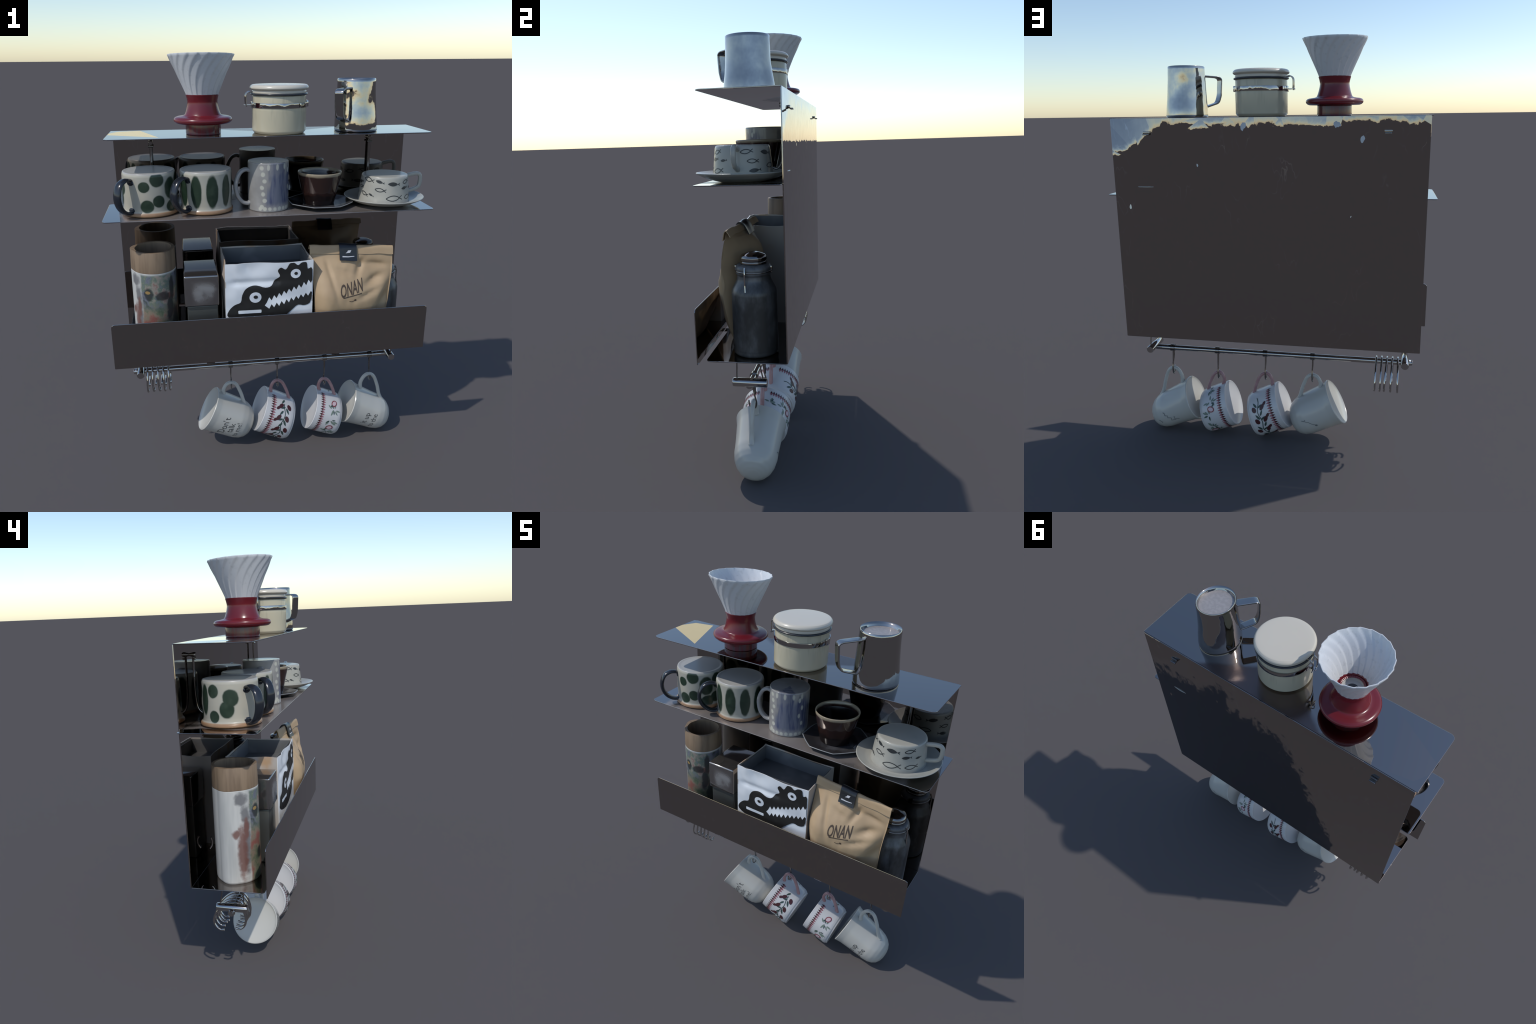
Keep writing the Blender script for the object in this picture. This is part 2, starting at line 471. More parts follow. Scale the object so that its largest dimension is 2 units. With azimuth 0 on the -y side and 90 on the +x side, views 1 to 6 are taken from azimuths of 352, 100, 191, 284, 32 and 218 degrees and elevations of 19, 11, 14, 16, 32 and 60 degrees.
# ------------------------------------------------------------------ hooks
def claw_hook():
    """Spare double hook: a loop over the rail with both ends curling in below."""
    p = [(.066, .338), (.084, .338), (.104, .355), (.113, .385), (.096, .425), (.060, .462), (.022, .481), (.004, .482),
         (-.014, .478), (-.030, .455), (-.041, .420), (-.043, .388), (-.034, .364), (-.012, .348), (.010, .352)]
    return catmull([(0, y, z) for y, z in p], 5)
first = None
for i in range(5):
    x = -.628 + .0262 * i
    root = thing("rail_hook", (x, RAIL_Y, RAIL_Z + .02), "small chrome double wire hook on the rail", "hook")
    tilt = random.uniform(-.07, .07)
    if first is None:
        ob = sweep("hook_wire", [(x + q.x, q.y, q.z) for q in claw_hook()], .0052, .0048, chrome, root, side=(1, 0, 0), seg=10)
        first = ob.data
    else:
        ob = bpy.data.objects.new("hook_wire", first); bpy.context.collection.objects.link(ob); ob.parent = root
    root.rotation_euler = (random.uniform(-.04, .04), random.uniform(-.05, .05), tilt)

def long_hook(x, end):
    root = thing("cup_hook", (x, RAIL_Y, end[2]), "flat chrome strip hook holding a cup handle", "hook")
    sweep("hook_collar", [(x - .011, RAIL_Y, RAIL_Z), (x + .011, RAIL_Y, RAIL_Z)], .0185, .0185, rubber if False else dark_chrome, root, side=(0, 0, 1), seg=20)
    ex, ey, ez = end
    p = catmull([(x, RAIL_Y - .012, RAIL_Z - .012), (x, RAIL_Y - .008, RAIL_Z - .05), (ex, RAIL_Y, ez + .035), (ex, ey + .012, ez + .006),
                 (ex, ey + .008, ez - .020), (ex, ey - .006, ez - .026), (ex, ey - .018, ez - .012), (ex, ey - .021, ez + .012)], 6)
    sweep("hook_strip", p, .0036, .0036, dark_chrome, root, side=(1, 0, 0), seg=10)
    sweep("hook_strip", [(x, RAIL_Y, RAIL_Z - .013), (x + (ex - x) * .7, RAIL_Y, ez + .04)], .0062, .0030, dark_chrome, root, side=(0, 1, 0), seg=10)

# ------------------------------------------------------------------ hanging cups
class Cup:
    """Cup with a tilted mouth: rings run from the mouth circle to the base circle."""
    def __init__(self, mouth, mtilt, base, btilt, prof, yaw=0.0):
        self.m, self.b, self.mt, self.bt, self.prof, self.yaw = Vector(mouth), Vector(base), mtilt, btilt, prof, yaw
    def radius(self, t):
        for (t0, r0), (t1, r1) in zip(self.prof, self.prof[1:]):
            if t0 <= t <= t1: return r0 + (r1 - r0) * (t - t0) / max(1e-9, t1 - t0)
        return self.prof[-1][1]
    def frame(self, t):
        k = min(1.0, max(0.0, t)); ti = self.mt + (self.bt - self.mt) * min(1, k * 1.3)
        return self.m.lerp(self.b, t), Vector((sin(ti), 0, cos(ti))), Vector((-cos(ti), 0, sin(ti)))
    def at(self, t, phi, off=0.0, r=None):
        c, up, ax = self.frame(t); r = self.radius(t) if r is None else r
        return c + (up * cos(phi) + Vector((0, -1, 0)) * sin(phi)) * (r + off)
    def body(self, name, mat, parent, dish=.008, seg=72, wall=.006):
        ts = [p[0] for p in self.prof]; rings = []
        def ring(t, r, push=0.0):
            c, up, ax = self.frame(t)
            return [c - ax * push + (up * cos(2 * pi * j / seg) + Vector((0, -1, 0)) * sin(2 * pi * j / seg)) * r for j in range(seg)]
        r0 = self.prof[0][1]
        for k in (0.02, .35, .6, .8, .93, 1.0):                       # inside of the mouth, from centre to rim
            rings.append(ring(0, (r0 - wall) * k, dish * (1 - k ** 4)))
        rings.append(ring(-.012, r0 - wall * .5)); rings.append(ring(0, r0))
        for t0, t1 in zip(self.prof[:-1], self.prof[1:]):
            n = 4
            for i in range(1, n + 1):
                t = t0[0] + (t1[0] - t0[0]) * i / n; rings.append(ring(t, t0[1] + (t1[1] - t0[1]) * i / n))
        v, f = rings_to_mesh(rings, True, True)
        return mk(name, v, f, mat, parent, 50)
    def mapper(self, off=.0009):
        """(arc from the top over the front, t along the cup in metres) -> surface."""
        L = (self.b - self.m).length; R0 = self.prof[0][1]
        return lambda s, t: self.at(t / L, s / R0, off)

white_glaze = Mat("white_glaze", (.52, .51, .48), .26, Coat_Weight=.08)
white_glaze.set("Base Color", white_glaze.mix(white_glaze.noise(14, 3).ramp(.5, .8) * .25, (.50, .485, .44), (.44, .435, .41)))
floral_glaze = Mat("floral_glaze", (.58, .57, .565), .28, Coat_Weight=.08)
pink_glaze = Mat("pink_glaze", (.46, .25, .255), .25)
pink_glaze.set("Base Color", pink_glaze.mix(pink_glaze.noise(20, 3).ramp(.35, .7), (.36, .19, .19), (.43, .26, .26)))
ink = Mat("black_ink", (.018, .017, .016), .5)
faint_ink = Mat("faint_ink", (.16, .17, .17), .5)
wine_ink = Mat("wine_ink", (.062, .015, .018), .4)
pink_ink = Mat("pink_ink", (.30, .105, .125), .4)
rose_ink = Mat("rose_ink", (.23, .05, .062), .4)
pale_pink = Mat("pale_pink", (.62, .47, .50), .4)
leaf_ink = Mat("leaf_ink", (.035, .065, .055), .4)
sage_ink = Mat("sage_ink", (.17, .22, .18), .4)

def handle(root, pts, a, b, mat, name="handle", flare=.35):
    sweep(name, catmull(pts, 8), a, b, mat, root, side=(0, 1, 0), seg=18, taper=lambda t: 1 + flare * (abs(2 * t - 1) ** 6))

def plain_cup(M, mt, B, bt, r0, k, hpts, words, back, hook_x, tip):
    M, B = Vector(M), Vector(B)
    shape = [(0, 1.0), (.05, .985), (.13, .965), (.30, .97), (.50, .985), (.66, .965), (.78, .90), (.87, .79), (.94, .63), (.98, .44), (1.0, .25)]
    prof = [(t, r0 * r * (1 + (k - 1) * min(1, 2 * t))) for t, r in shape]
    c = Cup(M, mt, B, bt, prof)
    root = thing("plain_cup", (B.x, B.y, min(c.at(t, pi).z for t in (.3, .5, .7, .8, .87))), "white ceramic mug hanging by its looped handle", "mug")
    c.body("cup_body", white_glaze, root, dish=.012)
    handle(root, [(x, -.002, z) for x, z in hpts], .0105, .0095, white_glaze)
    L = (B - M).length
    write_on("written_words", [(w, s, r0 * ph, L * t, pi, -.3, -.0004) for w, s, ph, t in words], lambda u, v: c.at(v / L, u / r0, .0009), ink, root)
    mp = c.mapper()
    print_on("scribble", [ribbon([(r0 * ph, L * t) for ph, t in st], w) for st, w in back], mp, faint_ink, root, .01)
    long_hook(hook_x, (tip[0], -.002, tip[1]))
    return c

plain_cup((-.323, -.008, .214), .51, (-.094, .002, .093), .40, .1175, .92,
          [(-.243, .292), (-.240, .322), (-.222, .349), (-.197, .356), (-.172, .340), (-.150, .290), (-.136, .238), (-.122, .200)],
          [("Don't", .050, 1.62, .34), ("talk", .046, 1.62, .49), ("to me!", .040, 1.66, .63)],
          [([(-1.45, .66), (-1.52, .62), (-1.60, .57), (-1.72, .53), (-1.85, .47)], .003), ([(-1.85, .47), (-1.93, .44)], .011), ([(-1.40, .70), (-1.46, .655), (-1.42, .62)], .004)],
          -.201, (-.199, .346))
plain_cup((.4345, .004, .180), .385, (.6735, .008, .062), .35, .117, .86,
          [(.509, .262), (.512, .300), (.530, .332), (.556, .344), (.584, .325), (.606, .270), (.619, .215), (.632, .180)],
          [("it up", .046, 1.66, .38), ("to the", .044, 1.70, .56)],
          [([(-1.35, .63), (-1.45, .60), (-1.55, .61), (-1.62, .55), (-1.72, .57), (-1.80, .50), (-1.95, .52), (-2.0, .42)], .0045), ([(-1.75, .42), (-1.9, .44), (-2.0, .34)], .004), ([(-1.70, .78), (-1.85, .74), (-1.95, .74)], .004)],
          .551, (.556, .336))

def floral_cup(M, mt, B, bt, r0, kind, hpts, hook_x, tip):
    M, B = Vector(M), Vector(B)
    prof = [(0, r0), (.30, r0 * 1.0), (.62, r0 * .995), (.86, r0 * .98), (.93, r0 * .955), (.96, r0 * .92), (1.0, r0 * .90)]
    c = Cup(M, mt, B, bt, prof)
    root = thing("floral_cup", (B.x, B.y, c.at(.95, pi).z), "white tea cup with painted flowers and pink handle", "cup")
    c.body("cup_body", floral_glaze, root, dish=.012)
    handle(root, [(x, -.002, z) for x, z in hpts], .0095, .0085, pink_glaze, flare=.2)
    L = (B - M).length; R0 = prof[0][1]; turn = 2 * pi * R0
    mp = c.mapper(.0008); mp2 = c.mapper(.0013)
    # saw-tooth border under the rim: dark teeth towards the rim, pink fringe below
    n = 58; dark, pink = [], []
    for i in range(n):
        s = turn * (i + .5) / n; w = turn / n
        a = s / R0
        if min(a, 2 * pi - a) < .17: continue
        dark.append([(s - w * .48, L * .225), (s + w * .48, L * .225), (s, L * .130)])
        pink.append([(s - w * .5, L * .225), (s + w * .5, L * .225), (s + w * .28, L * .28), (s, L * .325), (s - w * .28, L * .27)])
    o = print_on("border_fringe", pink, mp, pink_ink, root, .02); o["kind"] = "stuff"
    o = print_on("border_teeth", dark, mp2, wine_ink, root, .02); o["kind"] = "stuff"
    mid = L * .62
    leaves, buds, rings, hearts, stems, sage = [], [], [], [], [], []
    rnd = random.Random(3 if kind == "berry" else 5)
    if kind == "berry":
        pts = [(turn * k / 60, mid + .006 * sin(k * .8)) for k in range(5, 56)]
        stems.append(ribbon(pts, .0045))
        s = turn * .10; k = 0
        while s < turn * .90:
            y = mid + .005 * sin(s * 40)
            buds.append(blob(s + .006, y - .026, .0200, .0105, rnd.uniform(-.9, -.4), point=.35))
            buds.append(blob(s + .002, y + .024, .0165, .0120, .5, point=.2))
            buds.append(blob(s + .020, y - .042, .0115, .0078, -.8, point=.3))
            leaves.append(blob(s - .022, y - .014, .0150, .0055, -.6, point=.5))
            leaves.append(blob(s + .024, y + .016, .0170, .0060, .6, point=.5))
            leaves.append(blob(s + .012, y - .012, .0140, .0050, -1.1, point=.5))
            s += .062; k += 1
    else:
        for k in range(10):
            s = turn * (.10 + .80 * k / 9) + rnd.uniform(-.008, .008); y = mid + rnd.uniform(-.012, .012)
            if k % 2 == 0:
                q0 = rnd.uniform(0, 3); rings.append(blob(s, y, .0210, .0155, q0)); hearts.append(blob(s, y, .0150, .0100, q0))
                leaves.append(blob(s + .016, y - .014, .009, .005, 2.2, point=.5))
            for q in range(6):
                a = rnd.uniform(0, 2 * pi); d = rnd.uniform(.016, .034)
                sage.append(blob(s + .036 + d * cos(a) * .7, y + d * sin(a), .013, .0048, a, point=.5))
            for q in range(2):
                a = rnd.uniform(0, 2 * pi)
                leaves.append(blob(s + .034 + .016 * cos(a), y + .02 * sin(a), .010, .0035, a, point=.5))
    for nm, pl, mt_, mpp in (("stem", stems, leaf_ink, mp), ("painted_sprigs", sage, sage_ink, mp), ("painted_leaves", leaves, leaf_ink, mp2),
                             ("painted_buds", buds, wine_ink, mp2), ("painted_roses", rings, rose_ink, mp2), ("rose_hearts", hearts, pale_pink, c.mapper(.0018))):
        if pl:
            o = print_on(nm, pl, mpp, mt_, root, .012); o["kind"] = "stuff"
    long_hook(hook_x, (tip[0], -.002, tip[1]))

floral_cup((-.050, .003, .182), .39, (.108, 0, .106), .33, .1205, "berry",
           [(.012, .280), (.014, .312), (.028, .340), (.050, .348), (.076, .330), (.098, .282), (.110, .240), (.114, .222)], .046, (.048, .339))
floral_cup((.226, 0, .167), .336, (.374, 0, .106), .255, .1175, "rose",
           [(.280, .266), (.274, .298), (.286, .328), (.305, .336), (.330, .320), (.352, .275), (.364, .236), (.368, .218)], .303, (.304, .327))

# ------------------------------------------------------------------ top board things
# coffee dripper
DC = (-.298, -.003)
drip = thing("coffee_dripper", (*DC, TOP_Z), "white ribbed cone dripper on a red waisted base", "coffee dripper")
def spiral(t, r, z):
    k = max(0.0, min(1.0, (z - 1.822) / .172))
    ph = 20 * (t - .55 * k ** 2.2) / (2 * pi)
    saw = (ph - math.floor(ph))
    w = (saw / .80) ** 1.6 if saw < .80 else (1 - saw) / .20       # long slope, then a step: a thin raised rib
    return r - .0034 * (.6 + .4 * k) * (1 - w)
outer = [(.070 + (.1465 - .070) * k ** 1.06, 1.822 + .173 * k) for k in (i / 22 for i in range(23))]
inner = [(r - .0055, z) for r, z in outer][::-1]
prof = outer + [(outer[-1][0] - .001, 1.9985), (outer[-1][0] - .004, 1.9985)] + inner + [(.060, 1.8195)]
cone = lathe("ribbed_cone", prof, DC, porcelain, drip, seg=360, shape=lambda t, r, z: spiral(t, r, z) if z > 1.821 else r, sharp=60, closed=True)
for vtx in cone.data.vertices:
    lift = max(0.0, (vtx.co.z - (1.84 - TOP_Z)) / .155)
    vtx.co.z += lift * (-.0035 - .042 * vtx.co.y)
neck = catmull([(.0815, 1.741, 0), (.0775, 1.750, 0), (.0730, 1.764, 0), (.0685, 1.783, 0), (.0670, 1.798, 0), (.0695, 1.813, 0), (.0735, 1.827, 0)], 5)
prof = rounded([(.0005, 1.7035), (.078, 1.7035), (.114, 1.7040)], .001, 1) + [Vector(p) for p in ((.122, 1.7065), (.129, 1.7125), (.1312, 1.7190), (.1295, 1.7255), (.1245, 1.7305), (.116, 1.7335), (.100, 1.7355), (.0895, 1.7375))] + [Vector((p.x, p.y)) for p in neck]
prof += [Vector(p) for p in ((.0715, 1.8285), (.062, 1.8225), (.0575, 1.816), (.056, 1.800), (.0005, 1.799))]
lathe("red_body", prof, DC, red, drip, seg=96, sharp=50)
plug = Mat("pale_filter_seat", (.42, .42, .40), .5)
lathe("filter_seat", rounded([(.052, 1.8012), (.0545, 1.812), (.050, 1.8125), (.047, 1.806), (.0445, 1.8035), (.0005, 1.8030)], .002), DC, plug, drip, seg=72)
lathe("drain_hole", [(.026, 1.8025), (.026, 1.8042), (.0005, 1.8042)], DC, rubber, drip, seg=40)
lathe("seat_teeth", [(.0475, 1.818), (.0530, 1.8225), (.0560, 1.818), (.0500, 1.8145)], DC, red, drip, seg=168, shape=lambda t, r, z: r - (.0030 if r < .05 else 0) * (1 if int(t / (2 * pi) * 42 * 2 + .25) % 2 else 0), closed=True, sharp=30)
lathe("glass_foot", rounded([(.0005, TOP_Z), (.0785, TOP_Z), (.0795, TOP_Z + .006), (.079, 1.7035), (.0005, 1.7035)], .003), DC, smoked, drip)

# enamel canister
CC = (.045, -.017)
can = thing("enamel_canister", (*CC, TOP_Z), "cream enamel canister with clamp lid and steel band", "canister")
lathe("canister_body", rounded([(.0005, TOP_Z), (.112, TOP_Z), (.1225, TOP_Z + .012), (.123, 1.76), (.1215, 1.785), (.121, 1.822), (.0005, 1.822)], .004), CC, cream, can, seg=96)
lathe("lid", [(p.x, p.y) for p in catmull([(.121, 1.826, 0), (.122, 1.838, 0), (.120, 1.844, 0), (.126, 1.846, 0), (.1315, 1.851, 0), (.1312, 1.857, 0), (.1265, 1.8635, 0), (.115, 1.8675, 0), (.06, 1.869, 0), (.0005, 1.8695, 0)], 5)], CC, cream_lid, can, seg=96, sharp=70)
lathe("gasket", [(.120 + .0095 * cos(t), 1.827 + .0052 * sin(t)) for t in (2 * pi * i / 14 for i in range(14))], CC, rubber, can, seg=96, sharp=80, closed=True)
band_steel = Mat("band_steel", (.42, .40, .38), .06, 1.0)
bn = band_steel.vmath("SUBTRACT", band_steel.noise(22, 3, vec=band_steel.stretch(1, 1, .4), color=True), (.5, .5, .5))
band_steel.tilt_normal(band_steel.vmath("MULTIPLY", bn, (.2, .2, .55)))
lathe("clamp_band", rounded([(.1225, 1.7705), (.1260, 1.7705), (.1260, 1.7915), (.1225, 1.7915)], .0012, 2), CC, band_steel, can, seg=96, closed=True, sharp=40)
x0 = CC[0] - .124
for dy in (-.016, .016):
    p = catmull([(x0 + .004, CC[1] + dy, 1.832), (x0 - .012, CC[1] + dy, 1.837), (x0 - .026, CC[1] + dy, 1.826), (x0 - .028, CC[1] + dy, 1.800), (x0 - .026, CC[1] + dy, 1.778)], 6)
    sweep("clamp_wire", p, .0028, .0028, chrome, can, side=(0, 1, 0), seg=10)
sweep("clamp_pin", [(x0 - .026, CC[1] - .022, 1.777), (x0 - .026, CC[1] + .022, 1.777)], .0032, .0032, chrome, can, side=(0, 0, 1), seg=10)
box("clamp_lever", (x0 - .036, CC[1] - .008, 1.777), (x0 + .004, CC[1] + .008, 1.7815), chrome, can, .0012, 2)
box("clamp_bracket", (x0 - .003, CC[1] - .022, 1.768), (x0 + .004, CC[1] + .022, 1.793), chrome, can, .0015, 2)
box("hinge", (CC[0] + .123, CC[1] - .014, 1.770), (CC[0] + .1325, CC[1] + .014, 1.797), chrome, can, .002, 2)

# milk pitcher
PC = (.407, -.006)
pit = thing("milk_pitcher", (*PC, TOP_Z), "polished steel milk pitcher with flat strip handle", "pitcher")
pit_steel = Mat("pitcher_steel", (.42, .40, .375), .06, 1.0)
m = pit_steel
big = m.vmath("MULTIPLY", m.vmath("SUBTRACT", m.noise(11, 4, .55, color=True), (.5, .5, .5)), (.22, .22, .30))
m.tilt_normal(big, m.vmath("MULTIPLY", m.vmath("SUBTRACT", m.noise(55, 2, vec=m.stretch(1, 1, .5), color=True), (.5, .5, .5)), (.05, .05, .05)))
pit_floor = Mat("pitcher_inside", (.50, .46, .43), .45, .55)
pit_floor.set("Base Color", pit_floor.mix(pit_floor.noise(70, 5).ramp(.4, .65), (.44, .40, .375), (.50, .455, .425)))
pit_floor.bump(pit_floor.noise(120, 4), .25, .001)
def pit_ring(z, rx, ry, dx, belly=0.0, n=72):
    out = []
    for j in range(n):
        t = 2 * pi * j / n; c, s = cos(t), sin(t)
        out.append((PC[0] + dx + rx * c, PC[1] + (ry + (belly if s > 0 else 0) * s * s) * s, z))
    return out
levels = [(TOP_Z, .094, .100, .002), (TOP_Z + .003, .0985, .1055, .002), (TOP_Z + .012, .0985, .1065, .002), (1.70, .0970, .1035, .001), (1.74, .0940, .0985, -.001), (1.78, .0915, .0955, -.002),
          (1.83, .0882, .0935, -.003), (1.875, .0860, .0925, -.003), (1.886, .0858, .0922, -.003), (1.8885, .0835, .0900, -.003), (1.887, .0800, .0865, -.003), (1.878, .0770, .0835, -.003), (1.8715, .0745, .0800, -.003)]
belly = {0: .006, 1: .006, 2: .006, 3: .005, 4: .003}
v, f = rings_to_mesh([pit_ring(*L, belly.get(i, 0)) for i, L in enumerate(levels)], True, False)
mk("pitcher_body", v, f, pit_steel, pit, 60)
v, f = rings_to_mesh([pit_ring(1.8713, .0748 * k, .0803 * k, -.003) for k in (1, .8, .5, .2, .01)], False, True)
mk("pitcher_inside", v, f, pit_floor, pit, 60)
ang = radians(229.5); hd = Vector((cos(ang), sin(ang), 0)); hs = Vector((-sin(ang), cos(ang), 0))
hp = rounded([(.080, 1.8495), (.174, 1.8460), (.190, 1.838), (.184, 1.760), (.170, 1.724), (.085, 1.700)], .014, 5)
sweep("handle", [Vector((*PC, 0)) + hd * p.x + Vector((0, 0, p.y)) for p in hp], .0200, .0042, pit_steel, pit, side=hs, seg=20, power=5)

# ------------------------------------------------------------------ middle board things
stone = Mat("stoneware_white", (.66, .655, .60), .24, Coat_Weight=.08)
black_glaze = Mat("black_glaze", (.016, .019, .026), .2, Coat_Weight=.08)
GREEN, GREEN2 = (.018, .036, .022), (.034, .056, .036)

def stoneware(name, spots, radius, extra=None):
    m = Mat(name, (.45, .43, .37), .30, Coat_Weight=.08)
    mask = m.spots(spots, radius)
    halo = m.spots([(a, h, w * 1.18, v * 1.12) for a, h, w, v in spots], radius, soft=.3)
    g = m.mix(m.noise(26, 4).ramp(.45, .75), GREEN, GREEN2)
    base = m.mix(m.noise(12, 3).ramp(.4, .8), (.44, .41, .335), (.38, .37, .32))
    base = m.mix(halo * .25, base, (.34, .37, .33))
    top = m.z.ramp(.190, .196)
    base = m.mix(top, m.mix(mask, base, g), (.40, .39, .37))
    clay = m.z.ramp(.026, .019)
    clay_c = m.mix(m.noise(30, 3), (.26, .145, .075), (.36, .22, .125))
    m.set("Base Color", m.mix(clay, base, clay_c))
    return m

def stone_mug(label, centre, spots, hang, r_top, r_mid, r_low, r_foot, hr):
    cx, cy = centre
    root = thing("painted_mug", (cx, cy, MID_Z), label, "mug")
    mat = stoneware("painted_stoneware", spots, r_mid)
    prof = rounded([(.0005, MID_Z), (r_foot - .016, MID_Z), (r_foot - .012, MID_Z + .004), (r_foot, MID_Z + .007), (r_foot - .001, MID_Z + .018), (r_low, MID_Z + .026), (r_low - .001, MID_Z + .040), (r_mid, MID_Z + .095),
                    (r_top + .001, MID_Z + .185), (r_top - .003, MID_Z + .1965), (r_top - .008, MID_Z + .1975), (r_top - .02, MID_Z + .1955), (.0005, MID_Z + .1955)], .004)
    lathe("mug_body", prof, centre, mat, root, seg=96, sharp=45)
    a = radians(hang); d = Vector((cos(a), sin(a), 0)); s = Vector((-sin(a), cos(a), 0))
    pts = [(.106, .158), (.128, .170), (.158, .172), (.188, .156), (hr, .118), (hr - .002, .080), (.186, .048), (.158, .027), (.130, .021), (.108, .030)]
    sweep("handle", [Vector((cx, cy, MID_Z)) + d * p.x + Vector((0, 0, p.y)) for p in catmull([(x, y, 0) for x, y in pts], 6)], .0215, .0100, black_glaze, root, side=s, seg=18, power=2.2,
          taper=lambda t: .55 + .45 * sin(pi * min(1, max(0, t))) ** .7)
    for h in (.156, .032):                              # pressed ends of the handle
        p0 = Vector((cx, cy, MID_Z + h)) + d * (r_mid - .004)
        sweep("handle_end", [p0, p0 + d * .004, p0 + d * .0058], .019, .013, black_glaze, root, side=s, seg=18, taper=lambda t: 1 - .45 * t * t)
dots = [(-99, .140, .026, .024), (-71, .169, .033, .031), (-94, .053, .031, .029), (-69, .074, .028, .028), (-38, .126, .036, .050), (-36, .046, .034, .030), (-10, .150, .030, .040), (-14, .062, .030, .030), (18, .100, .034, .048),
        (160, .155, .026, .028), (-164, .128, .034, .036), (-172, .080, .032, .036), (161, .050, .024, .026), (136, .118, .024, .064), (110, .150, .028, .03), (112, .06, .03, .03), (80, .110, .034, .045), (48, .15, .03, .03), (50, .055, .03, .03)]
stone_mug("white stoneware mug with green dots, black handle", (-.555, -.005), dots, 230, .120, .1235, .1235, .133, .204)
stripes = [(-115 + 36 * k, .108, .0265 + .002 * (k % 2), .074) for k in range(10)]
stone_mug("white stoneware mug with green bars, black handle", (-.296, -.012), stripes, 224, .1195, .120, .1165, .124, .2065)

# blue brushed mug
BC = (-.004, -.016)
blue = thing("brushed_mug", (*BC, MID_Z), "grey white mug with blue brush strokes and dots", "mug")
bm_ = Mat("brushed_glaze", (.45, .46, .50), .18, Coat_Weight=.08)
m = bm_
th = m.theta()
st = m.noise(7, 4, vec=m.stretch(9, 9, 1.2))
lo = ((th - radians(-90)) / (2 * pi) + .5).frac() - .5       # turn fraction from the front
arc = lo * (2 * pi)
bl = (arc + (m.z - .11) * -2.2 + (st - .5) * .7).ramp(-.28, .02) * (arc + (st - .5) * .6).ramp(1.75, 1.45) * m.z.ramp(.012, .05) * (m.z + (st - .5) * .12).ramp(.215, .165)
bl = bl.max(((arc - .35).abs() + (st - .5) * .5).ramp(.55, .3) * m.z.ramp(.12, .17) * .75)
dotm = m.spots([(-117 + (k % 3) * 4, .205 - .030 * k, .0100, .0100) for k in range(7)] + [(-122 + 14 * k, .016, .0085, .009) for k in range(9)] + [(-98 + 25 * k, .208, .007, .014) for k in range(4)] + [(-30 + 9 * (k % 2), .19 - .04 * k, .007, .012) for k in range(4)], .096, .75, .55)
g = m.mix(m.noise(10, 3).ramp(.35, .7), (.265, .260, .252), (.335, .330, .318))
bcol = m.mix(st.ramp(.35, .62), (.040, .055, .130), (.15, .165, .22))
m.set("Base Color", m.mix(dotm * .75, m.mix(bl * .9, g, bcol), (.55, .55, .47)))
lathe("mug_body", rounded([(.0005, MID_Z), (.092, MID_Z), (.0955, MID_Z + .004), (.0955, MID_Z + .222), (.0935, MID_Z + .2265), (.089, MID_Z + .2255), (.0005, MID_Z + .2245)], .002), BC, bm_, blue, seg=96)
a = radians(190); d = Vector((cos(a), sin(a), 0)); s = Vector((-sin(a), cos(a), 0))
pts = [(.090, .183), (.112, .190), (.138, .176), (.156, .140), (.159, .105), (.149, .066), (.128, .040), (.104, .031), (.090, .036)]
sweep("handle", [Vector((*BC, MID_Z)) + d * p.x + Vector((0, 0, p.y)) for p in catmull([(x, y, 0) for x, y in pts], 6)], .016, .0095, Mat("grey_glaze", (.30, .295, .29), .2, Coat_Weight=.08), blue, side=s, seg=18, power=2.4)

# brown cup on an eight-sided dark saucer
NC = (.246, -.001); OC = (.250, -.002)
osau = thing("dark_saucer", (*OC, MID_Z), "dark glazed eight sided saucer", "saucer")
dark_glaze = Mat("dark_glaze", (.030, .028, .030), .14, Coat_Weight=.08)
dark_glaze.set("Base Color", dark_glaze.mix(dark_glaze.noise(8, 4).ramp(.5, .75), (.028, .026, .028), (.085, .085, .09)))
def octagon(t, r, z):
    q = (t + pi / 8) % (pi / 4) - pi / 8
    k = max(0.0, min(1.0, (r - .05) / .04))
    return r * (1 - k + k * (.25 + .75 / cos(q)))
lathe("saucer_body", rounded([(.0005, MID_Z), (.085, MID_Z), (.095, MID_Z + .003), (.146, MID_Z + .018), (.1495, MID_Z + .021), (.148, MID_Z + .0240), (.143, MID_Z + .0230), (.100, MID_Z + .012), (.0005, MID_Z + .010)], .003), OC, dark_glaze, osau, seg=96, shape=octagon, sharp=28)
rimm = Mat("worn_rim", (.22, .23, .235), .25)
lathe("saucer_rim", [(.1485 + .0026 * cos(t), MID_Z + .0232 + .0018 * sin(t)) for t in (2 * pi * i / 8 for i in range(8))], OC, rimm, osau, seg=96, shape=octagon, closed=True, sharp=50)
BZ = MID_Z + .0105
bcup = thing("brown_cup", (*NC, BZ), "dark brown glazed cup with cream rim", "cup")
brown = Mat("brown_glaze", (.020, .010, .009), .1, Coat_Weight=.3)
m = brown
drip_n = m.noise(9, 3, vec=m.stretch(3, 3, .8)) * .06
low = m.z.ramp(.055, .060)
c0 = m.mix((m.z + drip_n).ramp(.085, .075), (.030, .014, .011), (.013, .008, .007))
m.set("Base Color", m.mix((m.z + (m.noise(14, 3) - .5) * .012).ramp(.138, .148), c0, (.30, .25, .175)))
prof = rounded([(.0005, BZ), (.070, BZ), (.0725, BZ + .003), (.085, 1.372), (.0985, 1.432), (.1045, 1.462), (.1045, 1.468), (.1015, 1.471), (.0975, 1.467), (.093, 1.450), (.078, 1.380), (.060, 1.345), (.0005, 1.343)], .003)
